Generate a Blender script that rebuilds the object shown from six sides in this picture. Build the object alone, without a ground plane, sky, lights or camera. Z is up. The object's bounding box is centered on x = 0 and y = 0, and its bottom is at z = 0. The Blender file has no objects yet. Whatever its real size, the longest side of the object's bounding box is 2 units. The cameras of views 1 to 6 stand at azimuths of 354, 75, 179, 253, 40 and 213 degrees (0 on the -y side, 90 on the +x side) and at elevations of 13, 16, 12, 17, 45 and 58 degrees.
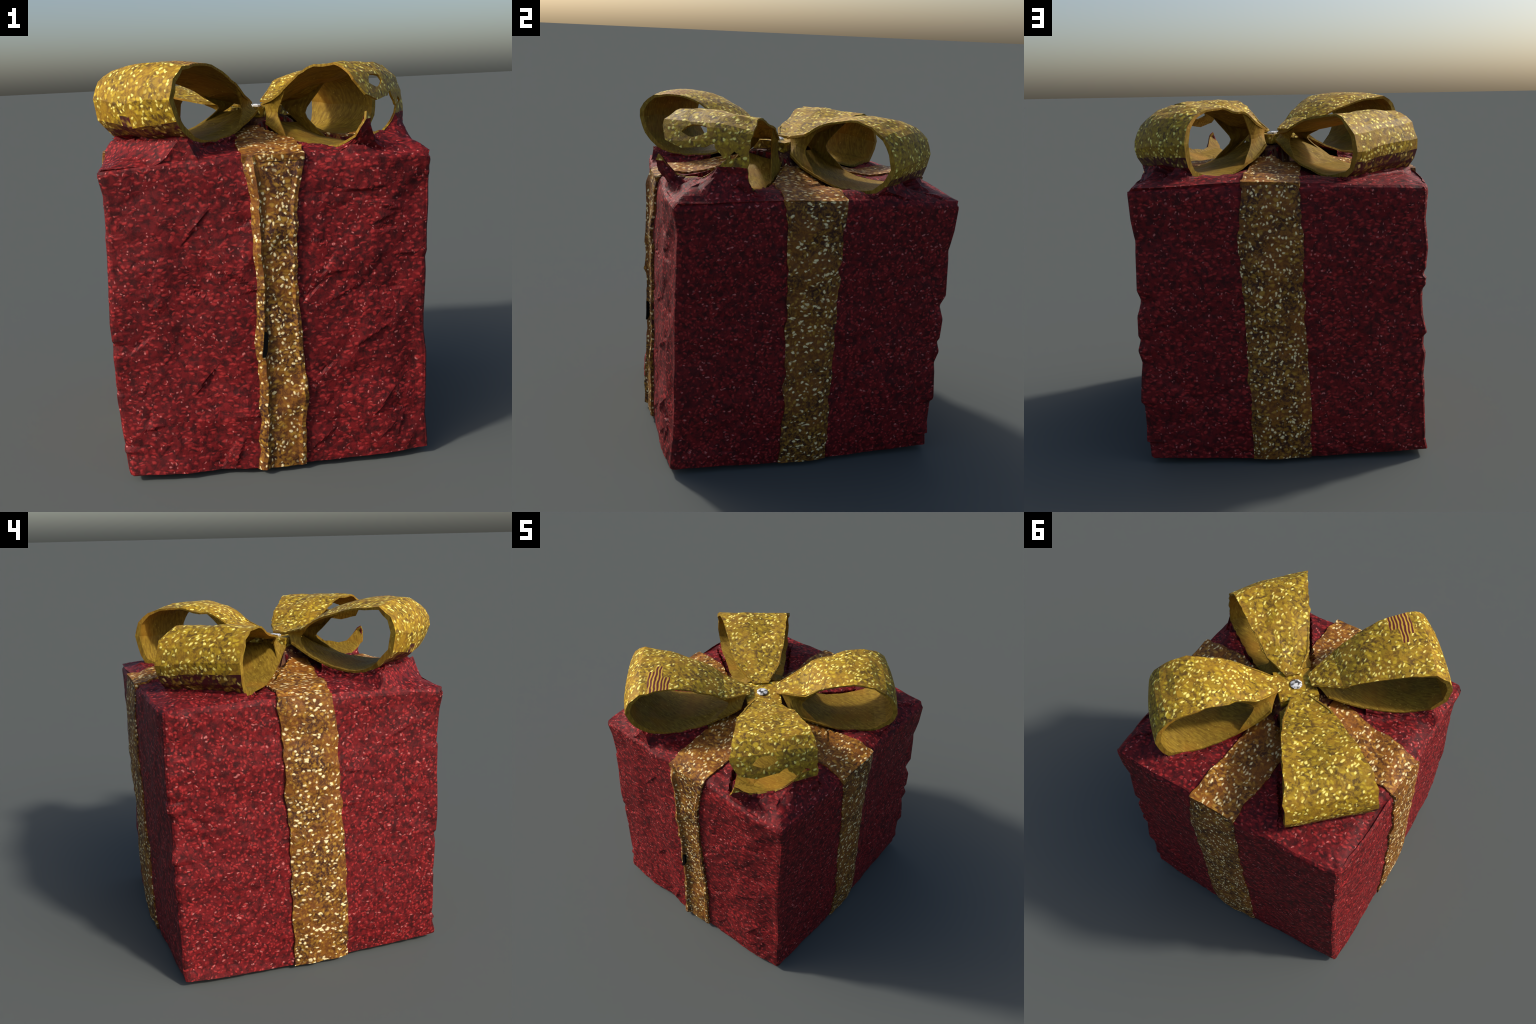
"""A square gift box in red glitter paper with gold glitter ribbon and a four-loop bow."""
import bpy, math
import numpy as np
from mathutils import Vector

# ------------------------------------------------------------------ helpers
def smooth(a, b, x):
    t = np.clip((np.asarray(x, float) - a) / (b - a), 0, 1)
    return t * t * (3 - 2 * t)

def facets(seed, cell, amp, size=1.8):
    """Crumple field: random heights on a jittered lattice, joined by flat triangles."""
    rng = np.random.default_rng(seed)
    n = int(size / cell) + 4
    gx, gy = np.meshgrid(np.arange(n), np.arange(n), indexing='ij')
    px = (gx - 1 + rng.uniform(-.36, .36, gx.shape)) * cell - size / 2
    py = (gy - 1 + rng.uniform(-.36, .36, gx.shape)) * cell - size / 2
    h = rng.normal(0, amp, gx.shape)
    flip = rng.random(gx.shape) < .5
    def f(u, v):
        u, v = np.broadcast_arrays(np.asarray(u, float), np.asarray(v, float))
        out = np.zeros(u.shape)
        ci = np.floor((u + size / 2) / cell).astype(int) + 1
        cj = np.floor((v + size / 2) / cell).astype(int) + 1
        for di in (-1, 0, 1):
            for dj in (-1, 0, 1):
                I, J = np.clip(ci + di, 0, n - 2), np.clip(cj + dj, 0, n - 2)
                fl = flip[I, J]
                for k in (0, 1):
                    # corners a b c of the two triangles of this lattice cell
                    if k == 0:
                        a, b, c = (I, J), (I + 1, J), (I + np.where(fl, 0, 1), J + 1)
                    else:
                        a, b, c = (I + np.where(fl, 1, 0), J), (I + 1, J + 1), (I, J + 1)
                    x0, y0, x1, y1, x2, y2 = px[a], py[a], px[b], py[b], px[c], py[c]
                    det = (y1 - y2) * (x0 - x2) + (x2 - x1) * (y0 - y2)
                    det = np.where(np.abs(det) < 1e-9, 1e-9, det)
                    l0 = ((y1 - y2) * (u - x2) + (x2 - x1) * (v - y2)) / det
                    l1 = ((y2 - y0) * (u - x2) + (x0 - x2) * (v - y2)) / det
                    l2 = 1 - l0 - l1
                    ins = (l0 >= -1e-6) & (l1 >= -1e-6) & (l2 >= -1e-6)
                    out = np.where(ins, l0 * h[a] + l1 * h[b] + l2 * h[c], out)
        return out
    return f

def creases(seed, count, amp, extra=()):
    """Sharp folds: a step along a short line that dies away to one side."""
    rng = np.random.default_rng(seed)
    fold = [(rng.uniform(-.7, .7), rng.uniform(-.7, .7), rng.uniform(-.5, 1.3), rng.uniform(.04, .12),
             rng.uniform(.5, 1) * amp * rng.choice([-1, 1])) for _ in range(count)] + list(extra)
    def f(u, v):
        out = np.zeros(np.broadcast(u, v).shape)
        for x, y, a, ln, h in fold:
            p = (u - x) * math.cos(a) + (v - y) * math.sin(a)
            q = -(u - x) * math.sin(a) + (v - y) * math.cos(a)
            w = np.clip(1 - np.abs(p) / ln, 0, 1)
            out = out + h * w * np.where(q > 0, np.exp(-q / .05), np.clip(1 + q / .008, 0, 1))
        return out
    return f

def mesh_object(name, verts, faces, mats, parent=None, mat_of=None, flat=True):
    me = bpy.data.meshes.new(name)
    me.from_pydata([tuple(map(float, v)) for v in verts], [], faces)
    for m in mats:
        me.materials.append(m)
    if mat_of is not None:
        for p, k in zip(me.polygons, mat_of):
            p.material_index = int(k)
    me.validate()
    me.update()
    for p in me.polygons:
        p.use_smooth = not flat
    ob = bpy.data.objects.new(name, me)
    bpy.context.scene.collection.objects.link(ob)
    if parent:
        ob.parent = parent
    return ob

# ---------------------------------------------------------------- materials
def srgb(r, g, b):
    f = lambda c: (c / 255 / 12.92) if c / 255 <= .04045 else ((c / 255 + .055) / 1.055) ** 2.4
    return (f(r), f(g), f(b), 1)

class Nodes:
    def __init__(self, name, rough=.5, spec=.5):
        self.mat = bpy.data.materials.new(name)
        self.mat.use_nodes = True
        self.t = self.mat.node_tree
        self.n, self.l = self.t.nodes, self.t.links
        self.bsdf = self.n['Principled BSDF']
        self.bsdf.inputs['Roughness'].default_value = rough
        self.bsdf.inputs['Specular IOR Level'].default_value = spec
        self.co = self.n.new('ShaderNodeTexCoord').outputs['Object']
    def link(self, a, b):
        self.l.new(a, b)
    def noise(self, scale, detail=2, rough=.5, vec=None, dist=0):
        x = self.n.new('ShaderNodeTexNoise')
        x.inputs['Scale'].default_value = scale
        x.inputs['Detail'].default_value = detail
        x.inputs['Roughness'].default_value = rough
        x.inputs['Distortion'].default_value = dist
        self.link(vec or self.co, x.inputs['Vector'])
        return x.outputs['Fac'], x.outputs['Color']
    def warp(self, scale, amt):
        """Object coordinates pushed about by noise, so flakes come out uneven."""
        _, c = self.noise(scale, 2)
        s = self.n.new('ShaderNodeVectorMath'); s.operation = 'SUBTRACT'
        self.link(c, s.inputs[0]); s.inputs[1].default_value = (.5, .5, .5)
        m = self.n.new('ShaderNodeVectorMath'); m.operation = 'MULTIPLY_ADD'
        self.link(s.outputs[0], m.inputs[0]); m.inputs[1].default_value = (amt,) * 3
        self.link(self.co, m.inputs[2])
        return m.outputs[0]
    def stretch(self, vec, rot, scl):
        m = self.n.new('ShaderNodeMapping')
        m.inputs['Rotation'].default_value = rot
        m.inputs['Scale'].default_value = scl
        self.link(vec, m.inputs['Vector'])
        return m.outputs[0]
    def math(self, op, a, b=None, clamp=False):
        x = self.n.new('ShaderNodeMath'); x.operation = op; x.use_clamp = clamp
        for i, v in enumerate((a, b)):
            if v is None: continue
            if isinstance(v, (int, float)): x.inputs[i].default_value = v
            else: self.link(v, x.inputs[i])
        return x.outputs[0]
    def step(self, v, lo, hi):
        x = self.n.new('ShaderNodeMapRange'); x.interpolation_type = 'SMOOTHSTEP'
        self.link(v, x.inputs['Value'])
        x.inputs['From Min'].default_value = lo
        x.inputs['From Max'].default_value = hi
        return x.outputs['Result']
    def flakes(self, scale, vec, keep, size, soft=.12):
        """Glitter: Voronoi cells, a share of them kept, each a soft dot."""
        v = self.n.new('ShaderNodeTexVoronoi')
        v.inputs['Scale'].default_value = scale
        self.link(vec, v.inputs['Vector'])
        sep = self.n.new('ShaderNodeSeparateColor')
        self.link(v.outputs['Color'], sep.inputs[0])
        dot = self.step(v.outputs['Distance'], size, size - soft)
        on = self.step(sep.outputs[0], 1 - keep - .04, 1 - keep + .04)
        return self.math('MULTIPLY', dot, on), sep.outputs[1]
    def mix(self, f, a, b):
        x = self.n.new('ShaderNodeMix'); x.data_type = 'RGBA'
        if isinstance(f, (int, float)): x.inputs[0].default_value = f
        else: self.link(f, x.inputs[0])
        for i, v in ((6, a), (7, b)):
            if isinstance(v, tuple): x.inputs[i].default_value = v
            else: self.link(v, x.inputs[i])
        return x.outputs[2]
    def bump(self, h, strength, dist):
        x = self.n.new('ShaderNodeBump')
        x.inputs['Strength'].default_value = strength
        x.inputs['Distance'].default_value = dist
        self.link(h, x.inputs['Height'])
        self.link(x.outputs[0], self.bsdf.inputs['Normal'])
    def finish(self, col):
        self.link(col, self.bsdf.inputs['Base Color'])
        return self.mat

def red_paper(name='red_glitter_paper'):
    k = Nodes(name, .66, .22)
    w = k.warp(26, .035)
    a, _ = k.noise(34, 3, .6, w)
    b, _ = k.noise(4, 3)
    f1, r1 = k.flakes(44, k.stretch(w, (.5, .3, .7), (.7, 1.25, 1.25)), .66, .56, .42)
    f2, r2 = k.flakes(60, k.stretch(w, (.1, .9, .2), (1.3, .75, 1.1)), .10, .46, .3)
    col = k.mix(k.step(a, .34, .66), RED_DARK, RED_MID)
    col = k.mix(k.math('MULTIPLY', k.step(b, .35, .7), .35), col, RED_WINE)
    col = k.mix(k.math('MULTIPLY', f1, .66), col, RED_LIGHT)
    col = k.mix(k.math('MULTIPLY', f2, .75), col, RED_PINK)
    k.bump(k.math('ADD', a, k.math('MULTIPLY', f1, .5)), .3, .008)
    return k.finish(col)

def gold(name, dark, mid, warm, light, pale, scale=36, pale_keep=.25, dark_bias=0., red=None, grain=1.):
    k = Nodes(name, .62, .28)
    w = k.warp(24, .035)
    a, _ = k.noise(scale * grain, 3, .62, w)
    b, _ = k.noise(7, 2)
    f1, _ = k.flakes(scale, k.stretch(w, (.4, .2, .8), (.7, 1.25, 1.2)), .5, .58, .42)
    f2, _ = k.flakes(scale * 1.2, k.stretch(w, (.9, .1, .2), (1.25, .75, 1.1)), pale_keep, .52, .28)
    col = k.mix(k.step(a, .36 + dark_bias, .58 + dark_bias), dark, mid)
    col = k.mix(k.math('MULTIPLY', k.step(b, .4, .65), .5), col, warm)
    if red:
        c, _ = k.noise(24, 3, .6, w)
        col = k.mix(k.step(c, .45, .56), col, red)
    col = k.mix(k.math('MULTIPLY', f1, .7), col, light)
    col = k.mix(k.math('MULTIPLY', f2, .92), col, pale)
    k.bump(k.math('ADD', a, k.math('MULTIPLY', f2, .6)), .3, .008)
    return k.finish(col)

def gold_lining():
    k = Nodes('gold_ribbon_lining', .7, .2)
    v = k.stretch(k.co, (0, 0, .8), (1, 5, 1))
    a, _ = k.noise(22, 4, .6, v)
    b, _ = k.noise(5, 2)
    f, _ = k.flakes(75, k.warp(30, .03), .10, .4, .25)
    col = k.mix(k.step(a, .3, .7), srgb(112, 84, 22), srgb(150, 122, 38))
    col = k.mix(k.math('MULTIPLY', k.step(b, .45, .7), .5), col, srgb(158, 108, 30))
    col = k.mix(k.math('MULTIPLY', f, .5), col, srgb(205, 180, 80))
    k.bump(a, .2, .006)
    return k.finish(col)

def striped_fold():
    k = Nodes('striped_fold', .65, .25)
    w = k.n.new('ShaderNodeTexWave')
    w.inputs['Scale'].default_value = 15
    w.inputs['Distortion'].default_value = 3.2
    w.inputs['Detail'].default_value = 2
    k.link(k.stretch(k.co, (0, 0, .93 + math.pi / 2), (1, 1, 0)), w.inputs['Vector'])
    col = k.mix(k.step(w.outputs['Fac'], .35, .62), srgb(88, 30, 32), srgb(168, 120, 36))
    col = k.mix(k.step(w.outputs['Fac'], .75, .95), col, srgb(196, 165, 60))
    return k.finish(col)

def silver():
    k = Nodes('silver_gem', .5, .4)
    a, _ = k.noise(45, 2)
    col = k.mix(k.step(a, .38, .55), srgb(66, 64, 60), srgb(220, 220, 217))
    return k.finish(col)

def knot_shadow_tinted():
    k = Nodes('ribbon_knot_painted_shadow', .6, .3)
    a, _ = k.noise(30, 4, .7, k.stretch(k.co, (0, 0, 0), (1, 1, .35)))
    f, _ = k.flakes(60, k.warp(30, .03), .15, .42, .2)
    col = k.mix(k.step(a, .4, .65), srgb(70, 34, 32), srgb(120, 74, 36))  # wine-brown base carries the baked shade under the bow
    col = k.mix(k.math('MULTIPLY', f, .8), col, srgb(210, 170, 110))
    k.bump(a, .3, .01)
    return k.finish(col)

RED_DARK, RED_MID = srgb(60, 13, 14), srgb(118, 21, 24)
RED_WINE, RED_LIGHT, RED_PINK = srgb(74, 14, 18), srgb(182, 50, 49), srgb(214, 122, 116)

M_RED = red_paper()
M_BAND = gold('gold_glitter_band', srgb(62, 32, 20), srgb(130, 86, 24), srgb(142, 84, 26),
              srgb(184, 140, 52), srgb(252, 230, 172), 42, .34, .045, None, 1.35)
M_TOPBAND = gold('amber_glitter_band', srgb(82, 46, 20), srgb(146, 95, 26), srgb(154, 90, 26),
                 srgb(202, 150, 58), srgb(252, 228, 164), 40, .32, .03, None, 1.2)
M_BOW = gold('gold_glitter_bow', srgb(92, 66, 18), srgb(156, 124, 24), srgb(164, 120, 26),
             srgb(210, 178, 46), srgb(255, 236, 124), 38, .30, .01, None, 1.1)
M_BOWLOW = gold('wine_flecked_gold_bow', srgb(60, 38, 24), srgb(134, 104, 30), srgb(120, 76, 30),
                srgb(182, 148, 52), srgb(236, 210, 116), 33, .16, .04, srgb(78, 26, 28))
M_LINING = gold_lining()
M_STRIPE = striped_fold()
M_GEM = silver()
M_KNOT = knot_shadow_tinted()

# -------------------------------------------------------------- box geometry
def rim_height(side, u):
    return 1.524 + {'front': .044, 'right': .030, 'back': .022, 'left': .034}[side] * (1 - (2 * u - 1) ** 2) ** .6 + .005 * np.sin(u * 23 + len(side)) * np.sin(u * 9.5 + 2 * len(side)) * np.sin(np.pi * u)
# plan position of the four upright edges at rising heights: (z, x, y)
EDGES = {
    'mm': [(0.03, -.747, -.798), (.12, -.765, -.775), (.4, -.785, -.75), (.8, -.785, -.748), (1.2, -.772, -.748), (1.42, -.766, -.748), (1.53, -.784, -.752)],
    'pm': [(0.03, .758, -.786), (.2, .752, -.775), (.4, .755, -.766), (.74, .744, -.767), (1.08, .757, -.766), (1.38, .768, -.763), (1.53, .772, -.784)],
    'pp': [(0.03, .751, .757), (.15, .770, .746), (.34, .780, .743), (.73, .780, .745), (1.0, .771, .758), (1.25, .779, .756), (1.53, .797, .772)],
    'mp': [(0.03, -.797, .741), (.1, -.775, .75), (.25, -.772, .75), (.44, -.758, .76), (.72, -.748, .76), (1.03, -.738, .772), (1.2, -.758, .784), (1.35, -.745, .782), (1.53, -.758, .786)],
}
def edge_xy(key, z):
    e = np.array(EDGES[key])
    return np.interp(z, e[:, 0], e[:, 1]), np.interp(z, e[:, 0], e[:, 2])

def edge_wobble(seed, amp):
    rng = np.random.default_rng(seed)
    zs = np.concatenate([[0], np.sort(rng.uniform(.05, 1.5, 20)), [1.6]])
    hs = rng.normal(0, amp, 22)
    return lambda z: np.interp(z, zs, hs)

CR = {'front': (facets(1, .15, .006), facets(2, .06, .0022)),
      'right': (facets(3, .16, .004), facets(4, .05, .0018)),
      'back': (facets(5, .16, .004), facets(6, .05, .0018)),
      'left': (facets(7, .16, .004), facets(8, .05, .0024))}
FOLDS = {'front': creases(31, 26, .017, [(.55, -.45, .9, .10, .02), (.62, -.5, -.3, .08, -.02), (.5, -.1, .5, .14, .016), (.35, .12, .45, .12, .012), (.45, .62, .05, .12, .014), (-.35, .5, .9, .14, .014)]),
         'right': creases(32, 4, .008), 'back': creases(33, 4, .008), 'left': creases(34, 8, .01)}
WOB = {k: edge_wobble(20 + i, (.0035, .0035, .006, .006)[i]) for i, k in enumerate(EDGES)}
# swell of each wall at stations along it: the ribbon pulls the middle out
BULGE = {'front': [(0, .006), (.2, .034), (.41, .057), (.58, .056), (.8, .042), (1, .004)],
         'right': [(0, .004), (.18, .016), (.36, .042), (.5, .036), (.62, .014), (.8, .007), (1, .002)],
         'back': [(0, .004), (.2, .033), (.42, .062), (.54, .052), (.75, .030), (1, 0)],
         'left': [(0, .012), (.25, .040), (.5, .050), (.75, .018), (1, .004)]}
SIDES = {'front': ('mm', 'pm', (0, -1)), 'right': ('pm', 'pp', (1, 0)),
         'back': ('pp', 'mp', (0, 1)), 'left': ('mp', 'mm', (-1, 0))}

def wall(side, u, z, lift=0.):
    """Point on a wall: u 0..1 along it, z the height, lift outward."""
    a, b, n = SIDES[side]
    u = np.asarray(u, float); z = np.asarray(z, float)
    ax, ay = edge_xy(a, z); bx, by = edge_xy(b, z)
    x = ax + (bx - ax) * u; y = ay + (by - ay) * u
    tab = np.array(BULGE[side])
    k = np.clip(np.searchsorted(tab[:, 0], u, side='right') - 1, 0, len(tab) - 2)
    w = smooth(0, 1, (u - tab[k, 0]) / (tab[k + 1, 0] - tab[k, 0]))
    arch = tab[k, 1] + (tab[k + 1, 1] - tab[k, 1]) * w
    prof = np.clip(np.interp(z, [0, .1, .3, .8, 1.2, 1.42, 1.5, 1.56], [.45, .68, .92, 1, .96, .88, .74, .5]), 0, 1)
    out = arch * prof
    fade = np.clip(np.minimum(u, 1 - u) / .05, 0, 1)
    s = (u - .5) * 1.55
    out = out + (CR[side][0](s, z - .77) + CR[side][1](s, z - .77) + FOLDS[side](s, z - .77)) * fade
    # wobble of the upright edges, and their small rounding
    wa = WOB[a](z) * np.clip(1 - u / .07, 0, 1); wb = WOB[b](z) * np.clip(1 - (1 - u) / .07, 0, 1)
    d = np.minimum(u, 1 - u) * 1.55
    out = out - .012 * np.clip(1 - d / .016, 0, 1) + lift
    na, nb = np.array([1 if 'p' == a[0] else -1, 1 if a[1] == 'p' else -1]), np.array([1 if 'p' == b[0] else -1, 1 if b[1] == 'p' else -1])
    out = out - .013 * np.clip(1 - (rim_height(side, np.clip(u, 0, 1)) - z) / .022, 0, 1) ** 2 * (lift < .005)
    x = x + n[0] * out + wa * na[0] + wb * nb[0]
    y = y + n[1] * out + wa * na[1] + wb * nb[1]
    return x, y

# ------------------------------------------------------------------- bow data
# Each loop: its two ribbon edges as plan lines from the knot outward, and along
# each the profile (distance from the knot, height): over the top, round, and back below.
LOOPS = [
    dict(name='A', l=((-.15, -.08), (-.79, -.44)), r=((.03, -.246), (-.43, -.85)),
         lp=[(0, 1.78), (.15, 1.862), (.27, 1.918), (.47, 1.975), (.63, 1.98), (.71, 1.925), (.735, 1.85), (.72, 1.74), (.65, 1.675), (.56, 1.64), (.46, 1.625), (.33, 1.64), (.17, 1.68), (.03, 1.745)],
         rp=[(0, 1.78), (.10, 1.83), (.21, 1.895), (.31, 1.96), (.43, 1.988), (.55, 1.99), (.66, 1.97), (.735, 1.90), (.75, 1.83), (.72, 1.74), (.66, 1.68), (.56, 1.64), (.44, 1.63), (.25, 1.655), (.10, 1.70), (.02, 1.745)]),
    dict(name='B', l=((.03, -.246), (.41, -.81)), r=((.227, -.075), (.76, -.41)),
         lp=[(0, 1.78), (.15, 1.85), (.28, 1.915), (.41, 1.965), (.56, 1.968), (.66, 1.92), (.725, 1.82), (.74, 1.72), (.69, 1.64), (.57, 1.58), (.39, 1.56), (.21, 1.60), (.04, 1.68)],
         rp=[(0, 1.78), (.10, 1.83), (.30, 1.90), (.42, 1.94), (.52, 1.95), (.585, 1.90), (.615, 1.82), (.63, 1.72), (.62, 1.62), (.50, 1.56), (.33, 1.545), (.19, 1.58), (.05, 1.66)]),
    dict(name='C', l=((.231, -.07), (.815, .365)), r=((.05, .125), (.49, .69)),
         lp=[(0, 1.78), (.15, 1.85), (.27, 1.92), (.45, 1.95), (.55, 1.93), (.65, 1.865), (.70, 1.79), (.712, 1.72), (.68, 1.64), (.60, 1.57), (.50, 1.54), (.38, 1.55), (.25, 1.595), (.12, 1.65), (.03, 1.71)],
         rp=[(0, 1.78), (.12, 1.855), (.21, 1.90), (.40, 1.945), (.54, 1.928), (.64, 1.89), (.70, 1.83), (.72, 1.75), (.70, 1.66), (.66, 1.595), (.56, 1.55), (.45, 1.54), (.29, 1.57), (.15, 1.625), (.03, 1.71)]),
    dict(name='D', l=((.04, .11), (-.40, .755)), r=((-.15, -.08), (-.765, .375)),
         lp=[(0, 1.76), (.10, 1.785), (.29, 1.856), (.44, 1.89), (.61, 1.897), (.73, 1.815), (.765, 1.70), (.74, 1.615), (.69, 1.57), (.58, 1.545), (.44, 1.55), (.26, 1.61), (.10, 1.70), (.03, 1.73)],
         rp=[(0, 1.775), (.13, 1.80), (.26, 1.83), (.38, 1.872), (.47, 1.908), (.63, 1.915), (.73, 1.845), (.775, 1.75), (.77, 1.68), (.745, 1.61), (.69, 1.565), (.55, 1.54), (.42, 1.54), (.25, 1.585), (.10, 1.69), (.03, 1.73)]),
]
for L in LOOPS:                          # undersides rest on the lid, none dips into it
    for key in ('lp', 'rp'):
        L[key] = [(s, max(z, 1.572 + .35 * (z - 1.572))) for s, z in L[key]]
CROWN = {'A': .024, 'B': .015, 'C': .018, 'D': .004}
REACH = {'A': 1.016, 'B': .985, 'C': 1.026, 'D': 1.006}
for L in LOOPS:
    for key in ('lp', 'rp'):
        L[key] = [(s * (1 + (REACH[L['name']] - 1) * min(1, max(0, (s - .3) / .3))), z) for s, z in L[key]]

def edge_dir(line):
    p, q = np.array(line[0]), np.array(line[1])
    return p, (q - p) / np.linalg.norm(q - p)

def resample(profile, n_up, n_down):
    """Points spread evenly along the profile: n_up to its outermost point, n_down back."""
    p = np.array(profile, float)
    k = int(np.argmax(p[:, 0]))
    def even(q, n):
        d = np.concatenate([[0], np.cumsum(np.linalg.norm(np.diff(q, axis=0), axis=1))])
        t = np.linspace(0, d[-1], n)
        return np.stack([np.interp(t, d, q[:, i]) for i in (0, 1)], 1)
    return np.concatenate([even(p[:k + 1], n_up), even(p[k:], n_down)[1:]])

# ------------------------------------------------------- top sheet of the box
top_big, top_small = facets(11, .15, .006), facets(12, .06, .0028)

def loop_frame(L):
    pl, dl = edge_dir(L['l']); pr, dr = edge_dir(L['r'])
    sl = max(s for s, _ in L['lp']); sr = max(s for s, _ in L['rp'])
    return pl, pl + dl * sl, pr, pr + dr * sr

def loop_st(L, x, y):
    """Inverse of the loop's plan quad: s (0 knot .. 1 outer end) and t (0 left .. 1 right)."""
    a, b, c, d = loop_frame(L)          # left in, left out, right in, right out
    s = np.full(x.shape, .5); t = np.full(x.shape, .5)
    for _ in range(14):
        px = (a[0] + (b[0] - a[0]) * s) * (1 - t) + (c[0] + (d[0] - c[0]) * s) * t
        py = (a[1] + (b[1] - a[1]) * s) * (1 - t) + (c[1] + (d[1] - c[1]) * s) * t
        sx, sy = (b[0] - a[0]) * (1 - t) + (d[0] - c[0]) * t, (b[1] - a[1]) * (1 - t) + (d[1] - c[1]) * t
        tx, ty = (c[0] + (d[0] - c[0]) * s) - (a[0] + (b[0] - a[0]) * s), (c[1] + (d[1] - c[1]) * s) - (a[1] + (b[1] - a[1]) * s)
        det = sx * ty - sy * tx
        det = np.where(np.abs(det) < 1e-4, 1e-4, det)
        ex, ey = x - px, y - py
        s = np.clip(s + (ex * ty - ey * tx) / det, -1, 1.6)
        t = np.clip(t + (sx * ey - sy * ex) / det, -2, 3)
    return s, t

SKIRT = {'A': (1.672, .10), 'B': (1.63, .13), 'C': (1.635, .12), 'D': (1.60, .07)}   # height reached, spread outward

HOLLOWS = [(-.16, .50, .10, .028), (-.46, .20, .10, .022), (.46, .0, .12, .014), (.71, -.46, .06, -.075)]     # dips beside the loops
def top_height(x, y):
    x = np.asarray(x, float); y = np.asarray(y, float)
    d = np.minimum(.79 - np.abs(x), .79 - np.abs(y))
    ex, ey = np.abs(x) / .78, np.abs(y) / .78
    mid = 1 - np.minimum(ex, ey)                       # 1 half way along a rim, 0 in a corner
    z = 1.53 + .024 * smooth(.05, .8, mid) + .026 * smooth(0, .12, d) + (top_big(x, y) + top_small(x, y)) * smooth(0, .05, d)
    z = z + .012 * smooth(.3, -.6, y) - .012 * smooth(-.15, .2, y) * smooth(.7, .45, y) * smooth(-.5, .1, x) * smooth(.7, .5, x) + .014 * smooth(.45, .72, y) * smooth(-.2, .3, x) + .03 * np.exp(-((x - .66) ** 2 + (y + .68) ** 2) / .03) * smooth(0, .06, d)
    for gx, gy, gs, gd in HOLLOWS:
        z = z - gd * np.exp(-((x - gx) ** 2 + (y - gy) ** 2) / (2 * gs * gs)) * smooth(0, .08, d)
    r = np.hypot(x - .04, (y + .06))
    z = z + np.interp(r, [0, .10, .16, .22, .30, .42, .56], [.150, .145, .115, .075, .042, .018, 0])
    base = z.copy()
    limit = np.full(z.shape, 9.)
    for L in LOOPS:
        s, t = loop_st(L, x, y)
        lp, rp = np.array(L['lp']), np.array(L['rp'])
        def under(p):
            k = int(np.argmax(p[:, 0]))
            q = p[k:][::-1]
            return np.interp(s * p[k, 0], q[:, 0], q[:, 1])
        low = under(lp) * (1 - np.clip(t, 0, 1)) + under(rp) * np.clip(t, 0, 1) - .028
        cap, spread = SKIRT[L['name']]
        low = np.minimum(low, cap)
        ln = max(p[0] for p in L['lp'])
        inside = smooth(.30, .55, s)
        side = smooth(-.10, .0, t) * smooth(1.10, 1.0, t)
        out = np.clip((s - .89) * ln / spread, 0, 1)
        out = (1 - out) ** 1.8
        # room below the ribbon must not poke through its underside
        gain = np.maximum(low - base, 0) * inside * side * out
        z = np.maximum(z, base + gain)
        limit = np.where((s > .02) & (s < .97) & (t > -.06) & (t < 1.06), np.minimum(limit, low), limit)
    return np.minimum(z, limit)

# ----------------------------------------------------------------- build parts
root = bpy.data.objects.new('gift_box', None)
bpy.context.scene.collection.objects.link(root)
root['label'] = 'square gift box in crumpled red glitter paper with a gold glitter bow'
root['category'] = 'gift box'

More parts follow.
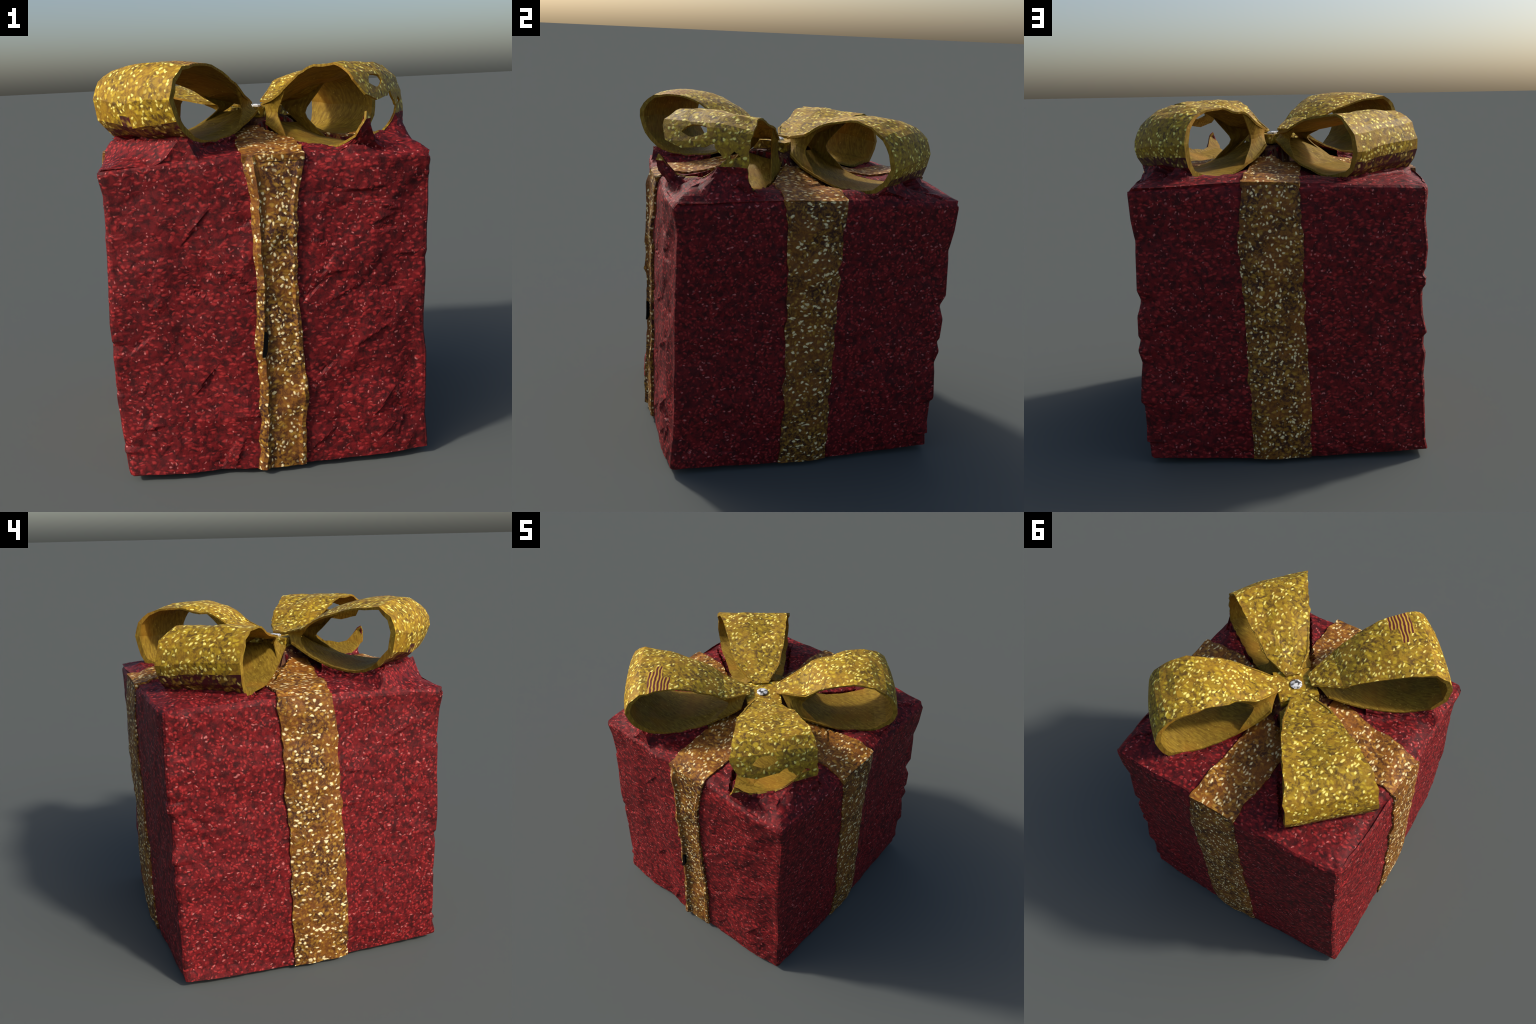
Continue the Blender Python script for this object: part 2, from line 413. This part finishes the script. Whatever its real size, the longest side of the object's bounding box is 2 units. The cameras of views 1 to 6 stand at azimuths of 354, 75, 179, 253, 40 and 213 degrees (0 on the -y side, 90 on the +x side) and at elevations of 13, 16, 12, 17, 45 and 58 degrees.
def build_box():
    n, m = 128, 116
    us = np.linspace(0, 1, n + 1)
    zs = np.linspace(0, 1, m + 1)
    verts, faces = [], []
    ring = []                       # walls share their upright edges
    for side in ('front', 'right', 'back', 'left'):
        U, V = np.meshgrid(us[:-1], zs, indexing='ij')
        foot = .040 - .011 * np.sin(np.pi * U)
        Z = foot + (rim_height(side, U) - foot) * V
        X, Y = wall(side, U, Z)
        for i in range(n):
            ring.append(len(verts))
            verts += list(zip(X[i], Y[i], Z[i]))
    R = len(ring)
    for i in range(R):
        a, b = ring[i], ring[(i + 1) % R]
        for j in range(m):
            faces.append((a + j, b + j, b + j + 1, a + j + 1))
    # top and bottom grids by transfinite blending of the four rims
    def sheet(row, height, up):
        rim = np.array([verts[r + row][:2] for r in ring])
        bot = np.concatenate([rim[0:n], rim[n:n + 1]])
        rgt = np.concatenate([rim[n:2 * n], rim[2 * n:2 * n + 1]])
        top = np.concatenate([rim[2 * n:3 * n], rim[3 * n:3 * n + 1]])[::-1]
        lft = np.concatenate([rim[3 * n:], rim[0:1]])[::-1]
        u = us[:, None, None]; v = us[None, :, None]
        P = (1 - v) * bot[:, None] + v * top[:, None] + (1 - u) * lft[None] + u * rgt[None] \
            - ((1 - u) * (1 - v) * bot[0] + u * (1 - v) * bot[-1] + (1 - u) * v * top[0] + u * v * top[-1])
        Z = height(P[..., 0], P[..., 1])
        idx = np.zeros((n + 1, n + 1), int)
        for i in range(n + 1):
            for j in range(n + 1):
                if j == 0: k = ring[i] if i < n else ring[n]
                elif i == n: k = ring[n + j] if j < n else ring[2 * n]
                elif j == n: k = ring[2 * n + (n - i)] if i > 0 else ring[3 * n]
                elif i == 0: k = ring[3 * n + (n - j)]
                else: k = None
                if k is None:
                    idx[i, j] = len(verts)
                    verts.append((P[i, j, 0], P[i, j, 1], Z[i, j]))
                else:
                    idx[i, j] = k + row
        for i in range(n):
            for j in range(n):
                q = (idx[i, j], idx[i + 1, j], idx[i + 1, j + 1], idx[i, j + 1])
                faces.append(tuple(int(k) for k in (q if up else q[::-1])))
    sheet(m, top_height, True)
    sheet(0, lambda x, y: .034 * smooth(.45, .79, np.maximum(np.abs(x), np.abs(y))), False)
    return mesh_object('wrapping_paper', verts, faces, [M_RED], root)

def strip(name, rows, mat, thick):
    """Solid band: rows of (left .. right) surface points with an underside 'thick' below."""
    rows = [np.array(r) for r in rows]
    w = len(rows[0])
    V, F = [], []
    outer = np.array([p[0] for p in rows]); inner = np.array([p[1] for p in rows])
    n = len(rows); w = outer.shape[1]
    V = [tuple(p) for r in outer for p in r] + [tuple(p) for r in inner for p in r]
    o = n * w
    for i in range(n - 1):
        for j in range(w - 1):
            a, b, c, d = i * w + j, i * w + j + 1, (i + 1) * w + j + 1, (i + 1) * w + j
            F.append((a, b, c, d)); F.append((o + d, o + c, o + b, o + a))
    for i in range(n - 1):
        a, d = i * w, (i + 1) * w
        F.append((a, d, o + d, o + a))
        a, d = i * w + w - 1, (i + 1) * w + w - 1
        F.append((d, a, o + a, o + d))
    for j in range(w - 1):
        F.append((j + 1, j, o + j, o + j + 1))
        a = (n - 1) * w + j
        F.append((a, a + 1, o + a + 1, o + a))
    return mesh_object(name, V, F, [mat], root)

# ribbon on each wall: (z, left, right) along the wall's own running coordinate
BANDS = {
    'front': ('x', 1, [(1.54, -.125, .162), (1.39, -.103, .128), (1.15, -.09, .112), (.9, -.088, .108), (.66, -.105, .122), (.4, -.10, .138), (.2, -.102, .126), (.008, -.125, .118)], .030),
    'right': ('y', 1, [(1.54, -.215, .122), (1.2, -.184, .112), (.95, -.18, .112), (.6, -.173, .103), (.35, -.17, .103), (.01, -.175, .104)], .014),
    'back': ('x', -1, [(1.54, -.087, .212), (1.25, -.106, .235), (1.0, -.106, .216), (.7, -.118, .203), (.42, -.133, .188), (.01, -.142, .179)], .013),
    'left': ('y', -1, [(1.54, -.092, .20), (1.34, -.126, .174), (1.05, -.143, .167), (.77, -.171, .144), (.42, -.188, .133), (.01, -.21, .117)], .020),
}
def build_wall_band(side, seed):
    axis, sgn, tab, lift = BANDS[side]
    t = np.array(tab)
    rng = np.random.default_rng(seed)
    zs = np.linspace(float(rim_height(side, .5)) + .008, .028, 66)
    rows = []
    w = 13
    jl = np.convolve(rng.normal(0, .006, 68), [.25, .5, .25], 'valid')
    jr = np.convolve(rng.normal(0, .007, 68), [.25, .5, .25], 'valid')
    a, b, _ = SIDES[side]
    crease = facets(seed + 40, .07, .003)
    rim = float(rim_height(side, .5))
    for i, z in enumerate(zs):
        lo = np.interp(-z, -t[:, 0], t[:, 1]) + jl[i]
        hi = np.interp(-z, -t[:, 0], t[:, 2]) + jr[i]
        q = np.linspace(lo, hi, w)
        if sgn < 0: q = q[::-1]
        c0 = edge_xy(a, z)[0 if axis == 'x' else 1]; c1 = edge_xy(b, z)[0 if axis == 'x' else 1]
        u = (q - c0) / (c1 - c0)
        zz = np.full(w, z)
        e = np.minimum(np.arange(w), np.arange(w)[::-1]) / 2.
        if side == 'front':       # lipped: climbs from the left edge, stands proud to the right
            prof = np.interp(np.linspace(0, 1, w), [0, .13, .26, .84, .94, 1], [.002, .040, .012, .010, .022, .016])
        else:
            prof = lift * np.clip(.55 + .45 * e, 0, 1)
        prof = prof + crease(q, zz - .77)
        X, Y = wall(side, u, np.minimum(zz, rim), np.maximum(prof, .006))
        X2, Y2 = wall(side, u, np.minimum(zz, rim), -.012)
        rows.append((list(zip(X, Y, zz)), list(zip(X2, Y2, zz))))
    return strip('ribbon_band', rows, M_BAND, lift)

def build_top_band(side, seed):
    axis, sgn, tab, lift = BANDS[side]
    rng = np.random.default_rng(seed)
    rim = float(rim_height(side, .5))
    n, w = 30, 15
    z0, lo0, hi0 = tab[0]
    mid = .02 if axis == 'x' else -.05
    _, _, nrm = SIDES[side]
    rows = []
    j = np.convolve(rng.normal(0, .006, n + 2), [.25, .5, .25], 'valid')
    for i in range(n):
        k = i / (n - 1)
        lo = lo0 + (mid - .15 - lo0) * k + j[i]
        hi = hi0 + (mid + .15 - hi0) * k - j[i]
        q = np.linspace(lo, hi, w)
        if sgn < 0: q = q[::-1]
        a, b, _ = SIDES[side]
        c0 = edge_xy(a, rim)[0 if axis == 'x' else 1]; c1 = edge_xy(b, rim)[0 if axis == 'x' else 1]
        wx, wy = wall(side, (q - c0) / (c1 - c0), np.full(w, rim), lift * .8)
        inx = q if axis == 'x' else np.full(w, .04 + nrm[0] * .22)
        iny = np.full(w, -.06 + nrm[1] * .22) if axis == 'x' else q
        kk = k
        x = wx * (1 - kk) + inx * kk; y = wy * (1 - kk) + iny * kk
        if axis == 'x': x = q
        else: y = q
        z = top_height(x * (.985 if i == 0 else 1), y * (.985 if i == 0 else 1)) + .011 * min(1., .55 + i / 4)
        rows.append((list(zip(x, y, z)), list(zip(x * .995, y * .995, z - .03))))
    return strip('ribbon_band', rows, M_TOPBAND, .02)

def lip(t):
    """Upper edge of what is left of the torn loop's outer end: a peak by the front edge."""
    return np.interp(t, [0, .04, .10, .20, .3, .5, .62, .70, .8, 1.], [1.02, .935, .955, 1.05, 1.07, 1.055, 1.01, .97, .96, .96])

def build_skirt(V, name, nu, seed, bow):
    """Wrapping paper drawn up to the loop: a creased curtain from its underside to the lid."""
    rng = np.random.default_rng(seed + 7)
    n, w = V.shape[:2]
    cap = SKIRT[name][0]
    cols = np.linspace(0, 1, w)
    def on_loop(f, k):
        q = min(max(f * nu, 0), n - 1.001); i = int(q)
        return V[i, k] + (V[i + 1, k] - V[i, k]) * (q - i)
    def row_at(k, z):
        for i in range(nu, n - 1):
            if V[i, k, 2] <= z:
                return i / nu
        return 1.2
    start = []
    for k in range(w):
        start.append(float(lip(cols[k])) if name == 'B' and cols[k] < .72 else row_at(k, 1.70 if name == 'B' else cap))
    centre = V[nu].mean(axis=0)
    axis = V[nu].mean(axis=0)[:2] - np.array([.035, -.06]); axis /= np.linalg.norm(axis)
    lat = V[nu, -1, :2] - V[nu, 0, :2]; lat /= np.linalg.norm(lat)
    end = {'A': 1.52, 'B': 1.5, 'C': 1.42, 'D': 1.25}[name]
    path = []                                    # (point on loop, outward direction, reach)
    m = 9
    for i in range(m):
        f = end + (start[0] - end) * i / m
        path.append((on_loop(f, 0), -lat + axis * .25 * i / m, .012 + .03 * i / m))
    for k in range(w):
        e = abs(2 * cols[k] - 1) ** 3 * np.sign(2 * cols[k] - 1)
        path.append((on_loop(start[k], k), axis + lat * e * .7, SKIRT[name][1] * .8))
    for i in range(1, m + 1):
        f = start[-1] + (end - start[-1]) * i / m
        path.append((on_loop(f, w - 1), lat + axis * .25 * (1 - i / m), .012 + (.10 if name == 'B' else .03) * (1 - i / m)))
    rows = 6
    P = np.zeros((rows, len(path), 3))
    for j, (p, d, reach) in enumerate(path):
        d = d / np.linalg.norm(d)
        foot = np.clip(p[:2] + d * reach * (1 + rng.normal(0, .12)), -.752, .752)
        zf = float(top_height(foot[0], foot[1])) - .004
        for r in range(rows):
            h = r / (rows - 1)
            xy = p[:2] + (foot - p[:2]) * (h ** 1.7) - d * .006 * (r == 0)
            z = p[2] + .004 + (zf - p[2]) * h
            jig = rng.normal(0, .0045) if 0 < r < rows - 1 else 0
            P[r, j] = (xy[0] + d[0] * jig, xy[1] + d[1] * jig, z + (rng.normal(0, .005) if 0 < r < rows - 1 else 0))
    verts = list(P.reshape(-1, 3)); c = len(path); o = len(verts)
    inn = P.copy(); inn[:, :, :2] += (centre[:2] - inn[:, :, :2]) * .03; inn[:, :, 2] -= .010
    verts += list(inn.reshape(-1, 3))
    F = []
    for r in range(rows - 1):
        for j in range(c - 1):
            a, b, e, d = r * c + j, r * c + j + 1, (r + 1) * c + j + 1, (r + 1) * c + j
            for q in ([(a, d, e), (a, e, b)] if rng.random() < .5 else [(a, d, b), (d, e, b)]):
                F.append(q); F.append(tuple(x + o for x in q[::-1]))
    for j in range(c - 1):
        F.append((j, j + 1, o + j + 1, o + j))
        b = (rows - 1) * c + j
        F.append((b + 1, b, o + b, o + b + 1))
    for r in range(rows - 1):
        a, b = r * c, (r + 1) * c
        F.append((a, o + a, o + b, b))
        a, b = r * c + c - 1, (r + 1) * c + c - 1
        F.append((b, o + b, o + a, a))
    mesh_object('raised_paper', verts, F, [M_RED], root)

def build_webs(V, name, nu, bow):
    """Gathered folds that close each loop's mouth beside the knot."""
    n, w = V.shape[:2]
    mid = V.mean(axis=1)
    for k, other in ((0, 1), (w - 1, w - 2)):
        inward = V[nu // 2, other] - V[nu // 2, k]; inward[2] = 0; inward /= np.linalg.norm(inward)
        top, bot = V[:nu + 1, k], V[nu:, k][::-1]
        def along(curve, s):
            d = np.linalg.norm(curve[:, :2] - np.array([.035, -.06]), axis=1)
            i = int(np.argmax(d >= s)); i = max(i, 1)
            a = np.clip((s - d[i - 1]) / max(d[i] - d[i - 1], 1e-6), 0, 1)
            return curve[i - 1] + (curve[i] - curve[i - 1]) * a
        rows, cols = 9, 8
        A = np.zeros((rows, cols, 3))
        reach = WEB[name][0 if k == 0 else 1]
        for r in range(rows):
            v = r / (rows - 1)
            for c in range(cols):
                h = c / (cols - 1)
                s = .13 + reach * (1.22 - .50 * math.sin(math.pi * v)) * h
                p = along(top, s) * (1 - v) + along(bot, s) * v
                A[r, c] = p + inward * (.004 + .035 * math.sin(math.pi * v) * (.35 + .65 * h))
                A[r, c, 2] += .004 * (v < .01) - .004 * (v > .99)
        verts = list(A.reshape(-1, 3)); o = len(verts)
        verts += list((A + inward * .008).reshape(-1, 3))
        F = []
        for r in range(rows - 1):
            for c in range(cols - 1):
                a, b, e, d = r * cols + c, r * cols + c + 1, (r + 1) * cols + c + 1, (r + 1) * cols + c
                F += [(a, b, e), (a, e, d), (o + a, o + e, o + b), (o + a, o + d, o + e)]
        for r in range(rows - 1):
            a, d = r * cols, (r + 1) * cols
            F.append((a, d, o + d, o + a))
            a, d = a + cols - 1, d + cols - 1
            F.append((d, a, o + a, o + d))
        for c in range(cols - 1):
            F.append((c + 1, c, o + c, o + c + 1))
            a = (rows - 1) * cols + c
            F.append((a, a + 1, o + a + 1, o + a))
        mesh_object('gathered_fold', verts, F, [M_LINING], bow)
WEB = {'A': (.17, .20), 'B': (.20, .22), 'C': (.22, .24), 'D': (.20, .16)}

def build_loop(L, seed, bow):
    rng = np.random.default_rng(seed)
    nu, nd, w = 20, 17, 9
    torn = L['name'] == 'B'
    if torn:
        nu, nd, w = 34, 30, 21
    P = resample(L['lp'], nu, nd); Q = resample(L['rp'], nu, nd)
    pl, dl = edge_dir(L['l']); pr, dr = edge_dir(L['r'])
    n = len(P)
    V = np.zeros((n, w, 3))
    crease = facets(seed + 60, .16, .008, 2.4)
    for i in range(n):
        a = np.array([*(pl + dl * P[i, 0]), P[i, 1]]); b = np.array([*(pr + dr * Q[i, 0]), Q[i, 1]])
        for k in range(w):
            V[i, k] = a + (b - a) * k / (w - 1)
    # crown: the ribbon swells outward between its edges, and narrows at the knot
    axis = dl + dr; axis /= np.linalg.norm(axis)
    out3 = np.zeros((n, 3))
    for i in range(n):
        g = V[min(i + 1, n - 1), w // 2] - V[max(i - 1, 0), w // 2]
        gs, gz = g[0] * axis[0] + g[1] * axis[1], g[2]
        q = math.hypot(gs, gz) or 1.
        out3[i] = (-gz / q * axis[0], -gz / q * axis[1], gs / q)
    body = smooth(1, .35 * nu, np.arange(n)) * smooth(1.22 * nu, 1.0 * nu, np.arange(n))
    for k in range(w):
        t = k / (w - 1)
        V[:, k] += out3 * (CROWN[L['name']] * 4 * t * (1 - t) * body)[:, None]
    mid_line = V.mean(axis=1, keepdims=True)
    neck = .10 * np.exp(-(np.arange(n) / (.22 * nu)) ** 2)
    V += (mid_line - V) * neck[:, None, None]
    hub = np.array([.032, -.064, 1.768 + .0013 * 'ABCD'.index(L['name'])])
    for i in range(3):                   # the first rows run in under the pin
        V[i] = hub + (V[3] - hub) * (.33 + .22 * i)
        V[i, :, 2] = np.maximum(V[i, :, 2], hub[2])
    # low creases and unevenly cut edges
    along = np.linspace(-1, 1, n)
    for k in range(w):
        V[:, k, 2] += crease(along, np.full(n, (k / (w - 1) - .5) * .5)) * smooth(0, 3, np.arange(n))
    build_webs(V, L['name'], nu, bow)
    build_skirt(V, L['name'], nu, seed, bow)
    lat = V[:, -1] - V[:, 0]
    for k, sg in ((0, 1), (w - 1, -1)):
        V[:, k] += lat * (rng.normal(0, .007, n) * sg)[:, None]
    verts = [tuple(p) for p in V.reshape(-1, 3)]
    par = [(i / nu, k / (w - 1)) for i in range(n) for k in range(w)]   # (1 = outermost, across)
    def solid(f, t):
        """Positive where ribbon is left on the torn loop, in (f, t)."""
        top_end = np.interp(t, [0, .10, .3, .55, .66, .74], [.77, .85, .895, .885, .84, .85])
        low_start = lip(t)
        gap = min(f - top_end, low_start - f, (.70 + .06 * math.sin(40 * (f - .9)) - t) * .6)
        def rent(f0, t0, rf, rt, sides, turn):          # straight-sided rent in the sheet
            a, b = (f - f0) / rf, (t - t0) / rt
            return 1 - max(a * math.cos(turn + 2 * math.pi * k / sides) + b * math.sin(turn + 2 * math.pi * k / sides) for k in range(sides))
        return -max(gap, rent(.785, .40, .036, .13, 5, .5) * .05, rent(.915, .86, .016, .05, 3, .2) * .02)
    g = [solid(*p) for p in par] if torn else None
    cut = {}
    def clip(tri):
        """Part of a triangle on the kept side of the tear, cut cleanly along it."""
        poly = []
        for x, y in zip(tri, tri[1:] + tri[:1]):
            if g[x] >= 0:
                poly.append(x)
            if (g[x] >= 0) != (g[y] >= 0):
                key = (min(x, y), max(x, y))
                if key not in cut:
                    m = g[key[0]] / (g[key[0]] - g[key[1]])
                    cut[key] = len(verts)
                    verts.append(tuple(np.array(verts[key[0]]) * (1 - m) + np.array(verts[key[1]]) * m))
                poly.append(cut[key])
        return tuple(poly) if len(poly) > 2 else None
    F, mat_of = [], []
    for i in range(n - 1):
        for k in range(w - 1):
            a, b, c, d = i * w + k, i * w + k + 1, (i + 1) * w + k + 1, (i + 1) * w + k
            z = (V[i, k, 2] + V[i + 1, k, 2]) / 2
            f = i / nu
            m = 0
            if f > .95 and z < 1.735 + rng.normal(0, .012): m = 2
            if torn and f > .90 and z < 1.71: m = 4
            if not torn and f > 1.0 and z < SKIRT[L['name']][0] - .005 and L['name'] != 'D': m = 4
            if L['name'] == 'A' and .50 < f < .66 and k >= w - 5 + (i % 3): m = 3
            for q in ([(a, b, c), (a, c, d)] if rng.random() < .5 else [(a, b, d), (b, c, d)]):
                if torn:
                    q = clip(q)
                    if q is None:
                        continue
                F.append(q); mat_of.append(m)
    verts = np.array(verts)
    ob = mesh_object('bow_loop', verts, F, [M_BOW, M_LINING, M_BOWLOW, M_STRIPE, M_RED], bow, mat_of)
    # thickness toward the inside of the loop; the inside carries the plain lining
    me = ob.data
    nrm = np.zeros((len(verts), 3))
    for p in me.polygons:
        for v in p.vertices:
            nrm[v] += np.array(p.normal) * p.area
    nrm /= np.maximum(np.linalg.norm(nrm, axis=1), 1e-9)[:, None]
    mid = V[nu // 2, w // 2]
    if (mid[2] + nrm[(nu // 2) * w + w // 2][2]) < mid[2]:
        nrm = -nrm; F = [q[::-1] for q in F]
    # thin ribbon, doubled where it turns round the outer end
    f_of = np.array([p[0] for p in par] + [0.] * (len(verts) - len(par)))
    th = .011 + (0 if torn else .020) * smooth(.62, .95, f_of) * smooth(1.32, 1.08, f_of)
    inner = verts - nrm * th[:, None]
    N = len(verts)
    F2 = [tuple(v + N for v in q[::-1]) for q in F]
    edges = {}
    for q in F:
        for x, y in zip(q, q[1:] + q[:1]):
            edges[(x, y)] = True
    rim = [(y, x, x + N, y + N) for (x, y) in edges if (y, x) not in edges]
    bpy.data.objects.remove(ob); bpy.data.meshes.remove(me)
    used = sorted({v for q in F for v in q}); rem = {v: i for i, v in enumerate(used)}
    U = len(used)
    mp = lambda v: rem[v] if v < N else rem[v - N] + U
    allv = [verts[v] for v in used] + [inner[v] for v in used]
    allf = [tuple(mp(v) for v in q) for q in F + F2 + rim]
    mats = mat_of + [1] * len(F2) + [1] * len(rim)
    return mesh_object('bow_loop', allv, allf, [M_BOW, M_LINING, M_BOWLOW, M_STRIPE, M_RED], bow, mats)

def build_knot(bow):
    """Crossing of the four loops: a dished sheet between the four valleys."""
    corners = [np.array([-.125, -.075]), np.array([.031, -.215]), np.array([.200, -.070]), np.array([.041, .092])]
    n = 12
    def grid(zf):
        V = np.zeros((n + 1, n + 1, 3))
        for i in range(n + 1):
            for j in range(n + 1):
                u, v = i / n, j / n
                p = (corners[0] * (1 - u) + corners[1] * u) * (1 - v) + (corners[3] * (1 - u) + corners[2] * u) * v
                V[i, j] = (*p, zf(u, v))
        return V.reshape(-1, 3)
    top = grid(lambda u, v: 1.770 - .004 * math.sin(math.pi * u) * math.sin(math.pi * v))
    bot = grid(lambda u, v: 1.715 - .008 * math.sin(math.pi * u) * math.sin(math.pi * v))
    N = len(top); F = []; w = n + 1
    for i in range(n):
        for j in range(n):
            a, b, c, d = i * w + j, (i + 1) * w + j, (i + 1) * w + j + 1, i * w + j + 1
            F += [(a, b, c, d), (N + d, N + c, N + b, N + a)]
    for i in range(n):
        F += [(i * w, N + i * w, N + (i + 1) * w, (i + 1) * w),
              ((i + 1) * w + n, N + (i + 1) * w + n, N + i * w + n, i * w + n),
              (i + 1, N + i + 1, N + i, i),
              (n * w + i, N + n * w + i, N + n * w + i + 1, n * w + i + 1)]
    mesh_object('bow_knot', list(top) + list(bot), F, [M_BOW], bow)
    # folded stem under the knot: lid mound, gold darkened with painted cave shadow
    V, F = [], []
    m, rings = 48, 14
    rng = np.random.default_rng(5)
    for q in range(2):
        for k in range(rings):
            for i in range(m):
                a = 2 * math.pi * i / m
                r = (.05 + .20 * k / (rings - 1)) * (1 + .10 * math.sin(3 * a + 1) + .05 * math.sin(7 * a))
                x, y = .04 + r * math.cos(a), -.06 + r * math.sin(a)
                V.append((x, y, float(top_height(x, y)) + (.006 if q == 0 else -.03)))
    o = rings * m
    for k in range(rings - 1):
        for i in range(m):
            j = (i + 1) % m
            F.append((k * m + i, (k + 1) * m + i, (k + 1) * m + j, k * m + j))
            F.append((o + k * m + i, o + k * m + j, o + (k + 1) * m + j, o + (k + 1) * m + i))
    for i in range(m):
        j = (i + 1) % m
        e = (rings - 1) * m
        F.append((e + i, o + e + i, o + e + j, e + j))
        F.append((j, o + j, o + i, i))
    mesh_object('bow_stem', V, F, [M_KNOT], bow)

def build_gem(bow):
    V, F = [], []
    m = 8
    for z, r in ((-.010, .034), (.002, .037), (.008, .024)):
        for i in range(m):
            a = 2 * math.pi * (i + .3) / m
            V.append((.03 + r * math.cos(a), -.066 + r * math.sin(a), 1.774 + z))
    for i in range(2):
        for j in range(m):
            F.append((i * m + j, i * m + (j + 1) % m, (i + 1) * m + (j + 1) % m, (i + 1) * m + j))
    F.append(tuple(2 * m + i for i in range(m))); F.append(tuple(range(m))[::-1])
    mesh_object('gem', V, F, [M_GEM], bow)

build_box()
for i, s in enumerate(('front', 'right', 'back', 'left')):
    build_wall_band(s, 100 + i)
for i, s in enumerate(('front', 'right', 'back', 'left')):
    build_top_band(s, 200 + i)
bow = bpy.data.objects.new('bow', None)
bpy.context.scene.collection.objects.link(bow)
bow.parent = root
for i, L in enumerate(LOOPS):
    build_loop(L, 300 + i, bow)
build_knot(bow)
build_gem(bow)

def build_slit():
    """Small black plate set just proud of the front ribbon, beside its left lip."""
    rows = []
    k = Nodes('dark_gap', .9, .1)
    mat = k.finish(k.mix(.5, srgb(4, 4, 4), srgb(8, 6, 5)))
    a, b, _ = SIDES['front']
    for z, x0, x1 in ((.738, -.064, -.054), (.722, -.066, -.044), (.64, -.074, -.052), (.612, -.078, -.062)):
        q = np.linspace(x0, x1, 4)
        u = (q - edge_xy(a, z)[0]) / (edge_xy(b, z)[0] - edge_xy(a, z)[0])
        X, Y = wall('front', u, np.full(4, z), .036)
        X2, Y2 = wall('front', u, np.full(4, z), .0)
        rows.append((list(zip(X, Y, [z] * 4)), list(zip(X2, Y2, [z] * 4))))
    o = strip('dark_gap', rows, mat, .02)
build_slit()
